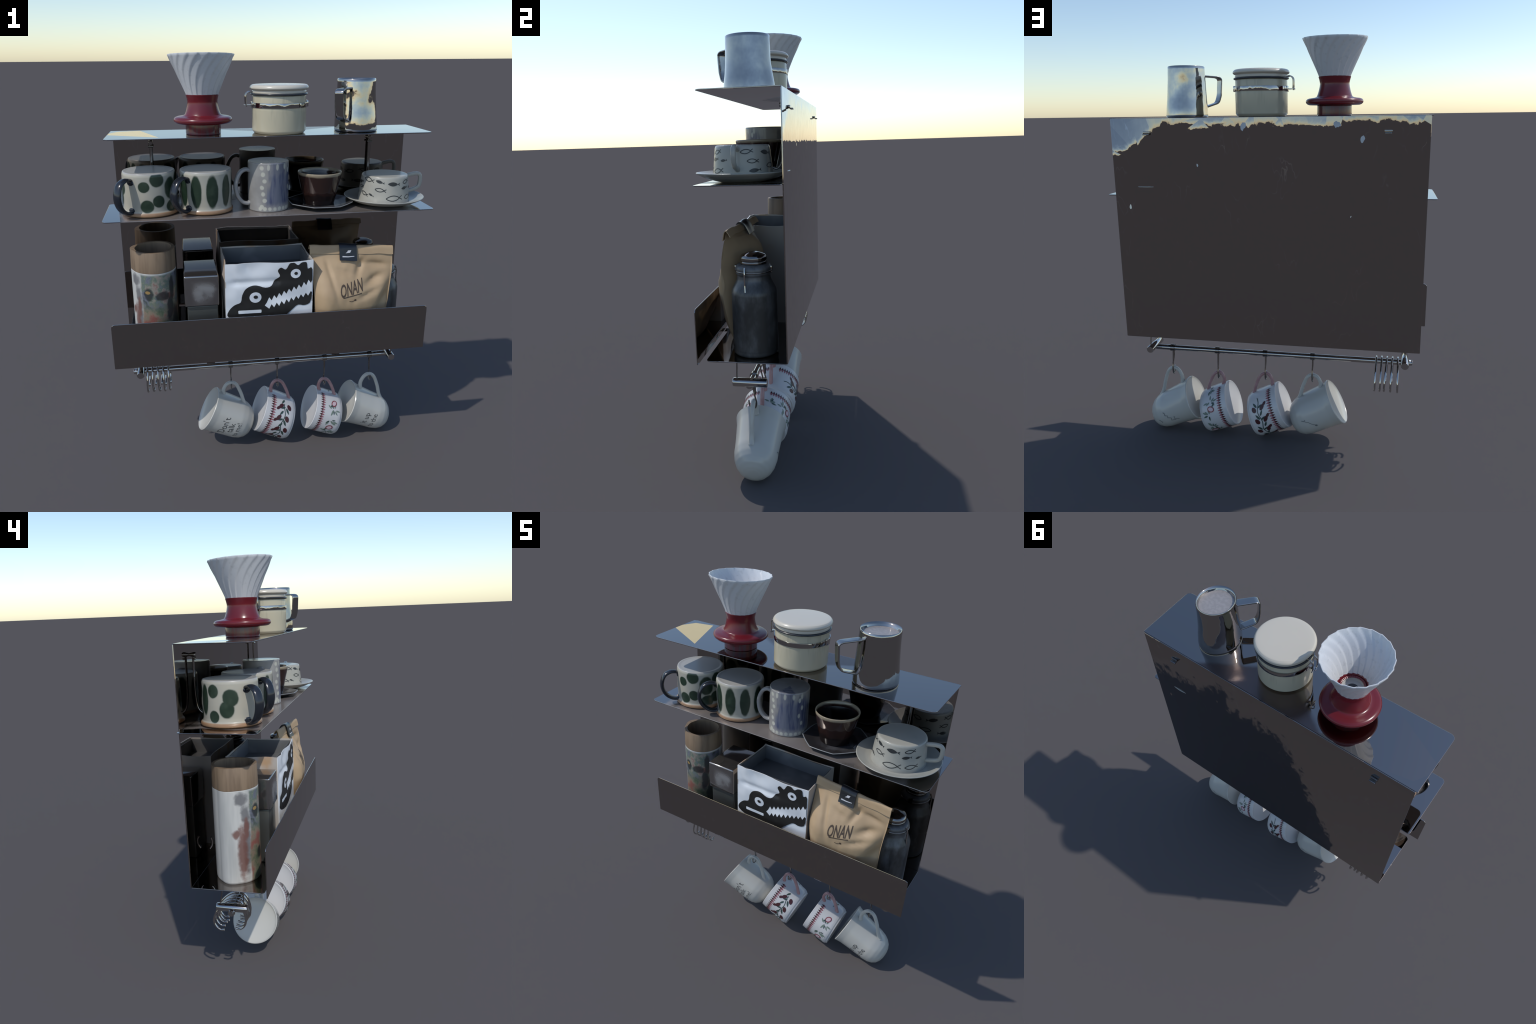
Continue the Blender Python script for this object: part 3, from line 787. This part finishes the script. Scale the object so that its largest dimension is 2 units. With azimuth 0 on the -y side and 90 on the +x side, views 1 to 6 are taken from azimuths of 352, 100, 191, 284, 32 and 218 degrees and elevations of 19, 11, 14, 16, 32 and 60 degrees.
lathe("cup_body", prof, NC, brown, bcup, seg=96, sharp=60)
cofm = Mat("dark_inside", (.006, .004, .004), .15)
lathe("coffee", rounded([(.0005, 1.344), (.060, 1.3465), (.0775, 1.381), (.0915, 1.444), (.0905, 1.4445), (.076, 1.385), (.058, 1.3505), (.0005, 1.349)], .002), NC, cofm, bcup, seg=72)

# fish cup upside down on its saucer
FC = (.566, -.008)
fsau = thing("white_saucer", (*FC, MID_Z), "round white saucer with raised edge", "saucer")
pale = Mat("pale_glaze", (.40, .40, .37), .28, Coat_Weight=.08)
pale.set("Base Color", pale.mix(pale.noise(10, 4).ramp(.45, .8), (.39, .38, .335), (.31, .32, .295)))
prof = [(.0005, MID_Z), (.085, MID_Z), (.095, MID_Z + .002), (.115, MID_Z + .007), (.150, MID_Z + .017), (.180, MID_Z + .031), (.1895, MID_Z + .037), (.1905, MID_Z + .040), (.187, MID_Z + .0415), (.178, MID_Z + .037), (.148, MID_Z + .025), (.118, MID_Z + .018), (.0005, MID_Z + .016)]
lathe("saucer_body", rounded(prof, .006), FC, pale, fsau, seg=96, sharp=60)
FZ = MID_Z + .0165
fcup = thing("fish_cup", (*FC, FZ), "upturned white cup painted with small fish", "cup")
fprof = [(.124, FZ), (.1235, FZ + .003), (.1185, 1.362), (.1135, 1.41), (.1095, 1.441), (.1065, 1.4475)]
lathe("cup_body", rounded([(.0005, FZ)] + fprof + [(.100, 1.4495), (.0005, 1.4485)], .003), FC, pale, fcup, seg=96, sharp=50)
pts = [(.106, .112), (.145, .121), (.170, .123), (.182, .113), (.184, .085), (.179, .060), (.162, .049), (.112, .034)]
sweep("handle", [Vector((*FC, FZ)) + Vector((p.x, .004, p.y)) for p in rounded(pts, .010, 4)], .0095, .0095, pale, fcup, side=(0, 1, 0), seg=16, power=2.6)
fish_map = round_mapper(FC, fprof); R_M = .5 * (.124 + .1065)
# mean radius used by the mapper for arc length
R_M = next(r0 + (r1 - r0) * (1.4475 / 2 + FZ / 2 - z0) / (z1 - z0) for (r0, z0), (r1, z1) in zip(fprof, fprof[1:]) if z0 <= (1.4475 + FZ) / 2 <= z1)
solid, line = [], []
def fish(a, z, size, rot, filled):
    s = radians(a) * R_M; L, H = size * 1.35, size * .50
    def T(x, y): return (s + x * cos(rot) - y * sin(rot), z + x * sin(rot) + y * cos(rot))
    top = [T(-L + 2 * L * k / 8, H * sin(pi * k / 8) ** .8) for k in range(9)]
    bot = [T(-L + 2 * L * k / 8, -H * sin(pi * k / 8) ** .8) for k in range(9)]
    tail = [T(L - .002, 0), T(L * 1.45, H * .8), T(L * 1.3, 0), T(L * 1.45, -H * .8)]
    if filled: solid.append(top + bot[-2:0:-1]); solid.append(tail)
    else:
        line.append(ribbon(top, .0036)); line.append(ribbon(bot, .0036))
        line.append(ribbon([tail[0], tail[1]], .0032)); line.append(ribbon([tail[0], tail[3]], .0032))
for spec in [(-152, 1.434, .018, -.15, 0), (-122, 1.428, .014, -.25, 1), (-89, 1.418, .019, -.05, 1), (-51, 1.424, .015, .15, 0), (-120, 1.390, .016, -.1, 0), (-57, 1.396, .014, .1, 1), (-160, 1.366, .014, -.3, 0), (-140, 1.364, .009, -.4, 1),
             (-88, 1.352, .024, .05, 0), (-45, 1.352, .018, .1, 0), (-29, 1.392, .010, .1, 1), (18, 1.424, .016, .1, 0), (30, 1.388, .015, 0, 0), (33, 1.352, .016, .1, 1), (62, 1.42, .018, -.1, 1), (75, 1.37, .018, .1, 0),
             (100, 1.42, .016, .2, 0), (115, 1.365, .018, 0, 1), (140, 1.41, .018, -.1, 0), (160, 1.36, .016, .1, 1), (178, 1.415, .016, .2, 1), (-176, 1.395, .012, 0, 0)]: fish(*spec)
brush = Mat("brush_ink", (.030, .033, .035), .35)
print_on("painted_fish", solid, fish_map, brush, fcup, .01); print_on("painted_fish", line, fish_map, brush, fcup, .01)

# ------------------------------------------------------------------ tray things
# paper tube
TC = (-.557, -.004); TZ = TRAY_Z
tube = thing("paper_tube", (*TC, TZ), "brown paper tube with printed painting label", "tube")
kraft = Mat("kraft_card", (.34, .22, .125), .6)
kraft.set("Base Color", kraft.mix(kraft.noise(9, 4, vec=kraft.stretch(5, 5, .6)).ramp(.35, .75), (.235, .165, .105), (.155, .105, .066)))
label = Mat("printed_label", (.7, .7, .68), .45)
m = label
cell = m.noise(11, 5, .62, vec=m.stretch(1, 1, .9)); cel2 = m.noise(17, 4, .6)
paint = m.ramp(cell + (cel2 - .5) * .35, [(.22, (.02, .022, .025)), (.36, (.05, .075, .055)), (.45, (.20, .21, .27)), (.52, (.16, .22, .16)), (.58, (.38, .33, .28)), (.66, (.27, .09, .065)), (.78, (.42, .36, .30))])
low = m.ramp(cell + (cel2 - .5) * .3, [(.25, (.03, .035, .03)), (.42, (.13, .17, .10)), (.52, (.30, .24, .17)), (.62, (.34, .11, .085)), (.75, (.40, .34, .27))])
pict = m.mix(m.z.ramp(.30, .24), paint, low)
th = m.theta(); w = ((th - radians(-62)) / (2 * pi) + .5).frac() - .5; w = w.abs() * (2 * pi)
dark = m.spots([(-108, .335, .024, .030), (-70, .325, .034, .024), (-42, .36, .016, .06), (-50, .25, .02, .06), (-30, .17, .03, .09), (-95, .13, .02, .03)], .104, .9, .5)
pict = m.mix(dark * .9, pict, (.022, .026, .026))
pict = m.mix(m.spots([(-110, .345, .013, .008)], .104, .3), pict, (.42, .27, .09))
mask = (w + (m.noise(8, 3) - .5) * .35).ramp(1.22, 1.10) * m.z.ramp(.438, .425)
redm = m.spots([(-150, .16, .024, .13), (-166, .24, .018, .02), (-140, .26, .014, .05)], .104, .9, .7)
shade = m.spots([(-143, .33, .020, .045), (-150, .40, .03, .03), (-138, .20, .02, .16)], .104, .9, .7)
base = m.mix(m.noise(6, 3, vec=m.stretch(4, 4, .5)).ramp(.4, .75), (.54, .53, .50), (.42, .42, .40))
base = m.mix(redm * .9, m.mix(shade * .8, base, (.09, .09, .10)), (.16, .07, .055))
m.set("Base Color", m.mix(mask, base, m.mix(.30, pict, (.026, .026, .030))))
def seam(t, r, z):
    q = abs((t - radians(172) + pi) % (2 * pi) - pi)
    return r + (.009 * max(0.0, 1 - q / .42) ** .7 if r > .095 else 0) - .0015 * (1 + cos(3 * t + .5))
mouth_r = .088
lathe("card_rim", [(.1015, 1.028), (.1045, 1.030), (.1025, 1.1280), (.1015, 1.1295), (mouth_r, 1.1295), (mouth_r - .001, 1.125), (mouth_r, 1.0), (mouth_r, .70), (.0005, .698)], TC, kraft, tube, seg=120, shape=seam, sharp=40)
lathe("label_wrap", rounded([(.0005, TZ), (.098, TZ), (.1045, TZ + .010), (.1055, TZ + .03), (.1045, 1.028), (.1015, 1.0295), (.090, 1.0295)], .003), TC, label, tube, seg=120, shape=seam, sharp=40)

# square tin
tin = thing("square_tin", (-.339, -.018, TZ), "tall grey metal tin with deep lid", "tin")
tin_lid = Mat("tin_lid", (.42, .40, .385), .1, .92)
m = tin_lid
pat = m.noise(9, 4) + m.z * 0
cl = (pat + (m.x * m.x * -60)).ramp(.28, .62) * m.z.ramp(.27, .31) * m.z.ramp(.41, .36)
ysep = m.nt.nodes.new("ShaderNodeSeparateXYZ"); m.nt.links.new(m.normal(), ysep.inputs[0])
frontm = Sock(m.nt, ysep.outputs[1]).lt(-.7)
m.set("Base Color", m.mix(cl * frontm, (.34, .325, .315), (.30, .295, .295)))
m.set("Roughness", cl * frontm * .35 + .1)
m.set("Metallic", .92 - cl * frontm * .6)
tin_body = Mat("tin_body", (.12, .125, .118), .28, .6)
box("tin_body", (-.410, -.122, TZ), (-.264, .090, .863), tin_body, tin, .006, 3)
box("lid", (-.421, -.134, .862), (-.258, .096, 1.019), tin_lid, tin, .008, 4)

# open white bag with a printed creature
bag = thing("white_bag", (-.016, .002, TZ), "open white paper bag printed with black creature", "bag")
paper = Mat("white_paper", (.72, .76, .82), .35)
paper.set("Base Color", paper.mix(paper.noise(7, 3).ramp(.4, .8), (.80, .825, .85), (.71, .745, .785)))
side_paper = Mat("side_paper", (.52, .47, .42), .5)
side_paper.set("Base Color", side_paper.mix(side_paper.noise(7, 3).ramp(.55, .75) * side_paper.z.ramp(.3, .45), (.52, .48, .44), (.50, .33, .20)))
liner = Mat("grey_liner", (.105, .115, .13), .4)
liner.set("Base Color", liner.mix(liner.noise(9, 2).ramp(.5, .7), (.16, .165, .17), (.21, .212, .215)))
X0, X1, Y0, Y1, ZT = -.228, .196, -.134, .134, 1.068
def bag_wall(name, a, b, inward, mat, wrinkle):
    """One wall of the bag: a wavy slab from corner a to corner b, 4 mm thick."""
    nx, nz = 48, 48; a, b = Vector(a), Vector(b); n = Vector(inward)
    outer_v, inner_v = [], []
    for j in range(nz + 1):
        z = TZ + (ZT - TZ) * j / nz
        for i in range(nx + 1):
            u = i / nx; p = a.lerp(b, u); fade = min(1, 8 * u, 8 * (1 - u))
            d = wrinkle(p, z) * fade
            zz = z + (.003 * sin(u * 7) * (j / nz) ** 6)
            outer_v.append((p.x + n.x * d, p.y + n.y * d, zz)); inner_v.append((p.x + n.x * (.004 + d), p.y + n.y * (.004 + d), zz))
    N = (nx + 1) * (nz + 1); W = nx + 1; faces = []
    for j in range(nz):
        for i in range(nx):
            k = j * W + i
            faces += [(k, k + 1, k + W + 1, k + W), (N + k, N + k + W, N + k + W + 1, N + k + 1)]
    rim = [i for i in range(W)] + [j * W + nx for j in range(1, nz + 1)] + [nz * W + i for i in range(nx - 1, -1, -1)] + [j * W for j in range(nz - 1, 0, -1)]
    for q in range(len(rim)):
        p0, p1 = rim[q], rim[(q + 1) % len(rim)]
        faces.append((p0, p1, N + p1, N + p0))
    return mk(name, outer_v + inner_v, faces, mat, bag, 50)
def front_wrinkle(p, z):
    w = .007 * noise.noise(Vector((p.x * 9, 3.1, z * 13)))
    w += .008 * math.exp(-((z - .972) / .014) ** 2) * (1 if p.x < .03 else .2)       # the pressed fold line
    w += .006 * noise.noise(Vector((p.x * 30 + z * 22, 1.7, z * 9))) * (1 if p.x < -.12 else .35)
    return w - .004
soft_w = lambda p, z: .004 * noise.noise(Vector((p.y * 9, p.x * 3, z * 8))) + .002
front = bag_wall("bag_front", (X0, Y0, 0), (X1, Y0, 0), (0, 1, 0), paper, front_wrinkle)
bag_wall("bag_back", (X0, Y1, 0), (X1, Y1, 0), (0, -1, 0), side_paper, soft_w)
bag_wall("bag_side", (X0, Y0, 0), (X0, Y1, 0), (1, 0, 0), side_paper, lambda p, z: soft_w(p, z) - .012 * math.exp(-((p.y + .02) / .07) ** 2 - ((z - .93) / .10) ** 2))
bag_wall("bag_side", (X1, Y0, 0), (X1, Y1, 0), (-1, 0, 0), side_paper, soft_w)
# grey lining inside and the flat contents
for lo, hi in (((X0 + .010, Y0 + .013, .95), (X1 - .010, Y0 + .015, 1.060)), ((X0 + .010, Y1 - .013, .95), (X1 - .010, Y1 - .011, 1.064)),
               ((X0 + .009, Y0 + .012, .95), (X0 + .011, Y1 - .012, 1.062)), ((X1 - .011, Y0 + .012, .95), (X1 - .009, Y1 - .012, 1.062))):
    box("bag_liner", lo, hi, liner, bag, 0)
box("bag_filling", (X0 + .006, Y0 + .010, .90), (X1 - .006, Y1 - .008, .986), liner, bag, .002, 2)
# the creature: humped outline, toothed mouth, two ring eyes
fm, fm2, fm3 = front_mapper(front, .0020), front_mapper(front, .0034), front_mapper(front, .0048)
body = [(-.216, .800), (-.214, .832), (-.184, .862), (-.156, .874), (-.148, .912), (-.131, .942), (-.106, .955), (-.078, .957), (-.037, .945), (-.007, .953), (.010, .980), (.034, .998), (.023, 1.026), (.038, 1.043), (.061, 1.032),
        (.079, 1.061), (.100, 1.0635), (.120, 1.050), (.138, 1.062), (.161, 1.061), (.168, 1.028), (.191, 1.024), (.190, .871), (.160, .840), (.124, .845), (.095, .825), (.067, .800), (.03, .770), (-.05, .760), (-.15, .775)]
body = [(p.x, p.y) for p in catmull([(x, z, 0) for x, z in body], 3, True)]
body = [(min(.1925, max(-.222, x)), min(1.0635, z)) for x, z in body]
print_on("printed_creature", [body], fm, ink, bag, .006)
teeth_up, teeth_dn, n = [], [], 9
for k in range(n + 1):
    u = k / n
    teeth_up += [(-.030 + .215 * u, .862 + .088 * u + .004), (-.030 + .215 * (u + .5 / n), .862 + .088 * (u + .5 / n) + .026)]
    teeth_dn += [(-.030 + .215 * u, .850 + .062 * u), (-.030 + .215 * (u + .5 / n), .850 + .062 * (u + .5 / n) - .020)]
mouth = [(-.040, .852)] + [p for p in teeth_up if p[0] < .19] + [(.191, .968), (.1925, .906)] + [p for p in teeth_dn[::-1] if p[0] < .187 and p[0] > -.02]
print_on("printed_teeth", [mouth], fm2, paper, bag, .006)
print_on("printed_eye", [blob(-.085, .897, .0285, .0275, n=24), blob(.109, 1.009, .0245, .0235, n=24), rect(-.168, .815, -.056, .832, (.004,) * 4)], fm2, paper, bag, .01)
print_on("printed_pupil", [blob(-.084, .900, .0105, .0090, n=16), blob(.110, 1.010, .0085, .0080, n=16)], fm3, ink, bag, .01)

# brown coffee bag with a rolled top
sack = thing("coffee_bag", (.402, -.05, TZ), "crumpled brown paper coffee bag with black clip", "bag")
kp = Mat("kraft_paper", (.52, .36, .20), .55)
m = kp
kp.set("Base Color", kp.mix(kp.noise(6, 4).ramp(.35, .75), (.47, .335, .20), (.385, .27, .16)))
kp.bump(kp.noise(150, 3), .15, .001)
# (height, centre x, half width, front y, side edge y, back y)
levels = [(.590, .402, .160, -.082, -.050, .040), (.605, .402, .168, -.094, -.056, .046), (.66, .400, .178, -.120, -.078, .050), (.74, .398, .184, -.148, -.098, .050), (.82, .398, .188, -.165, -.110, .048), (.88, .398, .191, -.166, -.113, .044),
          (.94, .399, .195, -.150, -.110, .036), (.99, .400, .199, -.128, -.103, .022), (1.03, .3995, .201, -.108, -.094, .002), (1.06, .399, .202, -.094, -.086, -.032), (1.076, .3985, .2025, -.088, -.082, -.056),
          (1.090, .3985, .2025, -.084, -.079, -.066), (1.102, .3985, .2020, -.081, -.077, -.070), (1.108, .3985, .2015, -.079, -.076, -.072)]
dense = catmull([Vector((L[0], L[1], L[2])) for L in levels], 5)
dens2 = catmull([Vector(L[3:6]) for L in levels], 5)
def dent(x, z):
    """Dents and pulls on the front: (x, z, width, height, depth, slant)."""
    d = 0
    for cx, cz, w, h, dep, sl in ((.490, .990, .085, .085, .022, 0), (.520, .80, .07, .10, .012, 0), (.255, .84, .06, .13, -.020, 0), (.505, .945, .050, .020, .022, .45), (.440, 1.015, .016, .050, .016, -.45), (.555, .84, .022, .07, .022, -.45), (.290, .97, .012, .09, .010, .25), (.475, .885, .06, .012, .013, .35), (.36, .99, .05, .012, .006, -.3), (.52, 1.02, .05, .014, .008, -.2)):
        u, v = (x - cx), (z - cz); u, v = u * cos(sl) + v * sin(sl), -u * sin(sl) + v * cos(sl)
        d += dep * math.exp(-(u / w) ** 2 - (v / h) ** 2)
    return d
def skew(x, z):
    """The rolled top runs slightly askew: left end further back."""
    k = min(1, max(0, (z - .90) / .15))
    return (-.040 * (x - .40) / .4 + .014) * k
rings = []
NF, NB = 90, 60
for a, b in zip(dense, dens2):
    z, cx, hw = a; yf, ye, yb = b; ring = []
    k = min(1, max(0, (1.07 - z) / .05))
    for j in range(NF + NB):
        front_side = j < NF
        u = (-1 + 2 * j / NF) if front_side else (1 - 2 * (j - NF) / NB)
        x = cx + hw * u
        y = ye + (yf - ye) * (1 - abs(u) ** 3.5) if front_side else ye + (yb - ye) * (1 - abs(u) ** 1.3)
        n_ = .0035 * noise.noise(Vector((x * 14, y * 10, z * 11))) + .0015 * noise.noise(Vector((x * 35, y * 25, z * 28)))
        y += (dent(x, z) if front_side else 0) * k + n_ * k * (1 - abs(u) ** 6) + skew(x, z)
        zz = z + ((.006 * noise.noise(Vector((x * 16, 0, 2))) - .006 * (x - .40) / .4) if z > 1.07 else 0)
        ring.append((x, y, zz))
    rings.append(ring)
v, f = rings_to_mesh(rings)
sk = mk("bag_body", v, f, kp, sack, 60)
# folded band along the top
bandp = [(-.0905, 1.070), (-.0875, 1.084), (-.0840, 1.100), (-.0785, 1.1085), (-.0710, 1.102), (-.0610, 1.084)]
def bag_strip(name, x0, x1, lift, mat, n=24, path=bandp, thick=.004):
    pr = catmull([(y, z, 0) for y, z in path], 4); verts = []; faces = []
    for i in range(n + 1):
        x = x0 + (x1 - x0) * i / n
        wz = .005 * noise.noise(Vector((x * 16, 0, 2))) - .006 * (x - .40) / .4; wy = .002 * noise.noise(Vector((x * 22, 5, 0)))
        for k, sgn in ((0, 0), (1, 1)):
            for p, q in zip(pr, pr[1:] + [pr[-1] + (pr[-1] - pr[-2])]):
                t = (q - p).normalized(); nrm = Vector((-t.y, t.x, 0))
                o = p + nrm * (lift + thick * sgn)
                verts.append((x, o.x + wy + skew(x, o.y), o.y + wz))
    m_ = len(pr)
    for i in range(n):
        for k in range(m_ - 1):
            a0, b0 = (2 * i) * m_ + k, (2 * i + 2) * m_ + k
            faces += [(a0, a0 + 1, b0 + 1, b0), (a0 + m_, b0 + m_, b0 + m_ + 1, a0 + m_ + 1)]
        for k in (0, m_ - 1):
            a0, b0 = 2 * i * m_ + k, (2 * i + 2) * m_ + k
            faces.append((a0, b0, b0 + m_, a0 + m_))
    for i in (0, n):
        for k in range(m_ - 1):
            a0 = 2 * i * m_ + k; faces.append((a0, a0 + 1, a0 + m_ + 1, a0 + m_))
    return mk(name, verts, faces, mat, sack, 50)
bag_strip("folded_top", .195, .602, .0005, kp, thick=.003)
clip_mat = Mat("black_clip", (.014, .016, .021), .3)
clip_path = [(-.107, 1.040), (-.099, 1.060), (-.092, 1.084), (-.087, 1.102), (-.0785, 1.1115), (-.066, 1.104), (-.054, 1.084), (-.044, 1.062)]
clip = bag_strip("bag_clip", .337, .421, .0045, clip_mat, 12, clip_path, .005)
cm = front_mapper(clip, .001)
pale_ink = Mat("pale_ink", (.55, .56, .60), .4)
print_on("clip_emblem", [[(.366, 1.078), (.388, 1.080), (.394, 1.092), (.378, 1.091), (.374, 1.084)], ribbon([(.350, 1.063), (.378, 1.061), (.408, 1.063)], .006, .003)], cm, pale_ink, sack, .01)
km = front_mapper(sk, .0012)
stamp = Mat("brown_stamp", (.075, .050, .034), .6)
write_on("stamped_word", [("ONAN", .084, .386, .915, .0, 0, .0014)], lambda u, v: km(.386 + (u - .386) * .46, v + (u - .386) * .10), stamp, sack)
print_on("stamped_line", [ribbon([(.340, .876), (.36, .879), (.39, .884), (.42, .889), (.436, .892)], .0045), ribbon([(.372, .858), (.385, .855), (.400, .861)], .003), blob(.402, .862, .006, .005)], km, stamp, sack, .01)
# swing-top jar
JC = (.588, .025)
jar = thing("storage_jar", (*JC, TZ), "dark grey churn shaped jar with clamp lid", "jar")
jm = Mat("jar_grey", (.08, .085, .09), .38, .25)
m = jm
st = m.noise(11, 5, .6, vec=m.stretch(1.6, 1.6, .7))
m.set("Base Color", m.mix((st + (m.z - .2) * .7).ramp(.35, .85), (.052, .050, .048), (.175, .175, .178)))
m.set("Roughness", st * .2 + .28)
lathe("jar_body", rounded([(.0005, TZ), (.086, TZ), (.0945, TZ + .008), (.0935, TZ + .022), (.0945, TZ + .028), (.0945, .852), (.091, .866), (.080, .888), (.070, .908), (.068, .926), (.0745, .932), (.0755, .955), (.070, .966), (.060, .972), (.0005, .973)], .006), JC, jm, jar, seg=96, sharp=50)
lathe("jar_lid", rounded([(.0005, .972), (.0545, .9725), (.0545, .981), (.0520, .984), (.0560, .988), (.0560, 1.000), (.050, 1.009), (.034, 1.015), (.020, 1.019), (.0005, 1.019)], .003), JC, dark_chrome, jar, seg=72, sharp=50)
lathe("neck_ring", [(.0745 + .0035 * cos(t), .944 + .0035 * sin(t)) for t in (2 * pi * i / 10 for i in range(10))], JC, dark_chrome, jar, closed=True, sharp=80)
sweep("clamp_wire", catmull([(JC[0] + .072, JC[1] - .022, .966), (JC[0] + .080, JC[1] - .022, .940), (JC[0] + .080, JC[1] - .022, .90), (JC[0] + .086, JC[1] - .020, .868)], 5), .0035, .0035, chrome, jar, side=(0, 1, 0), seg=10)
for sy in (1, -1):
    box("clamp_lug", (JC[0] - .010, JC[1] + sy * .073 - .005, .935), (JC[0] + .010, JC[1] + sy * .073 + .005, .964), dark_chrome, jar, .002, 2)
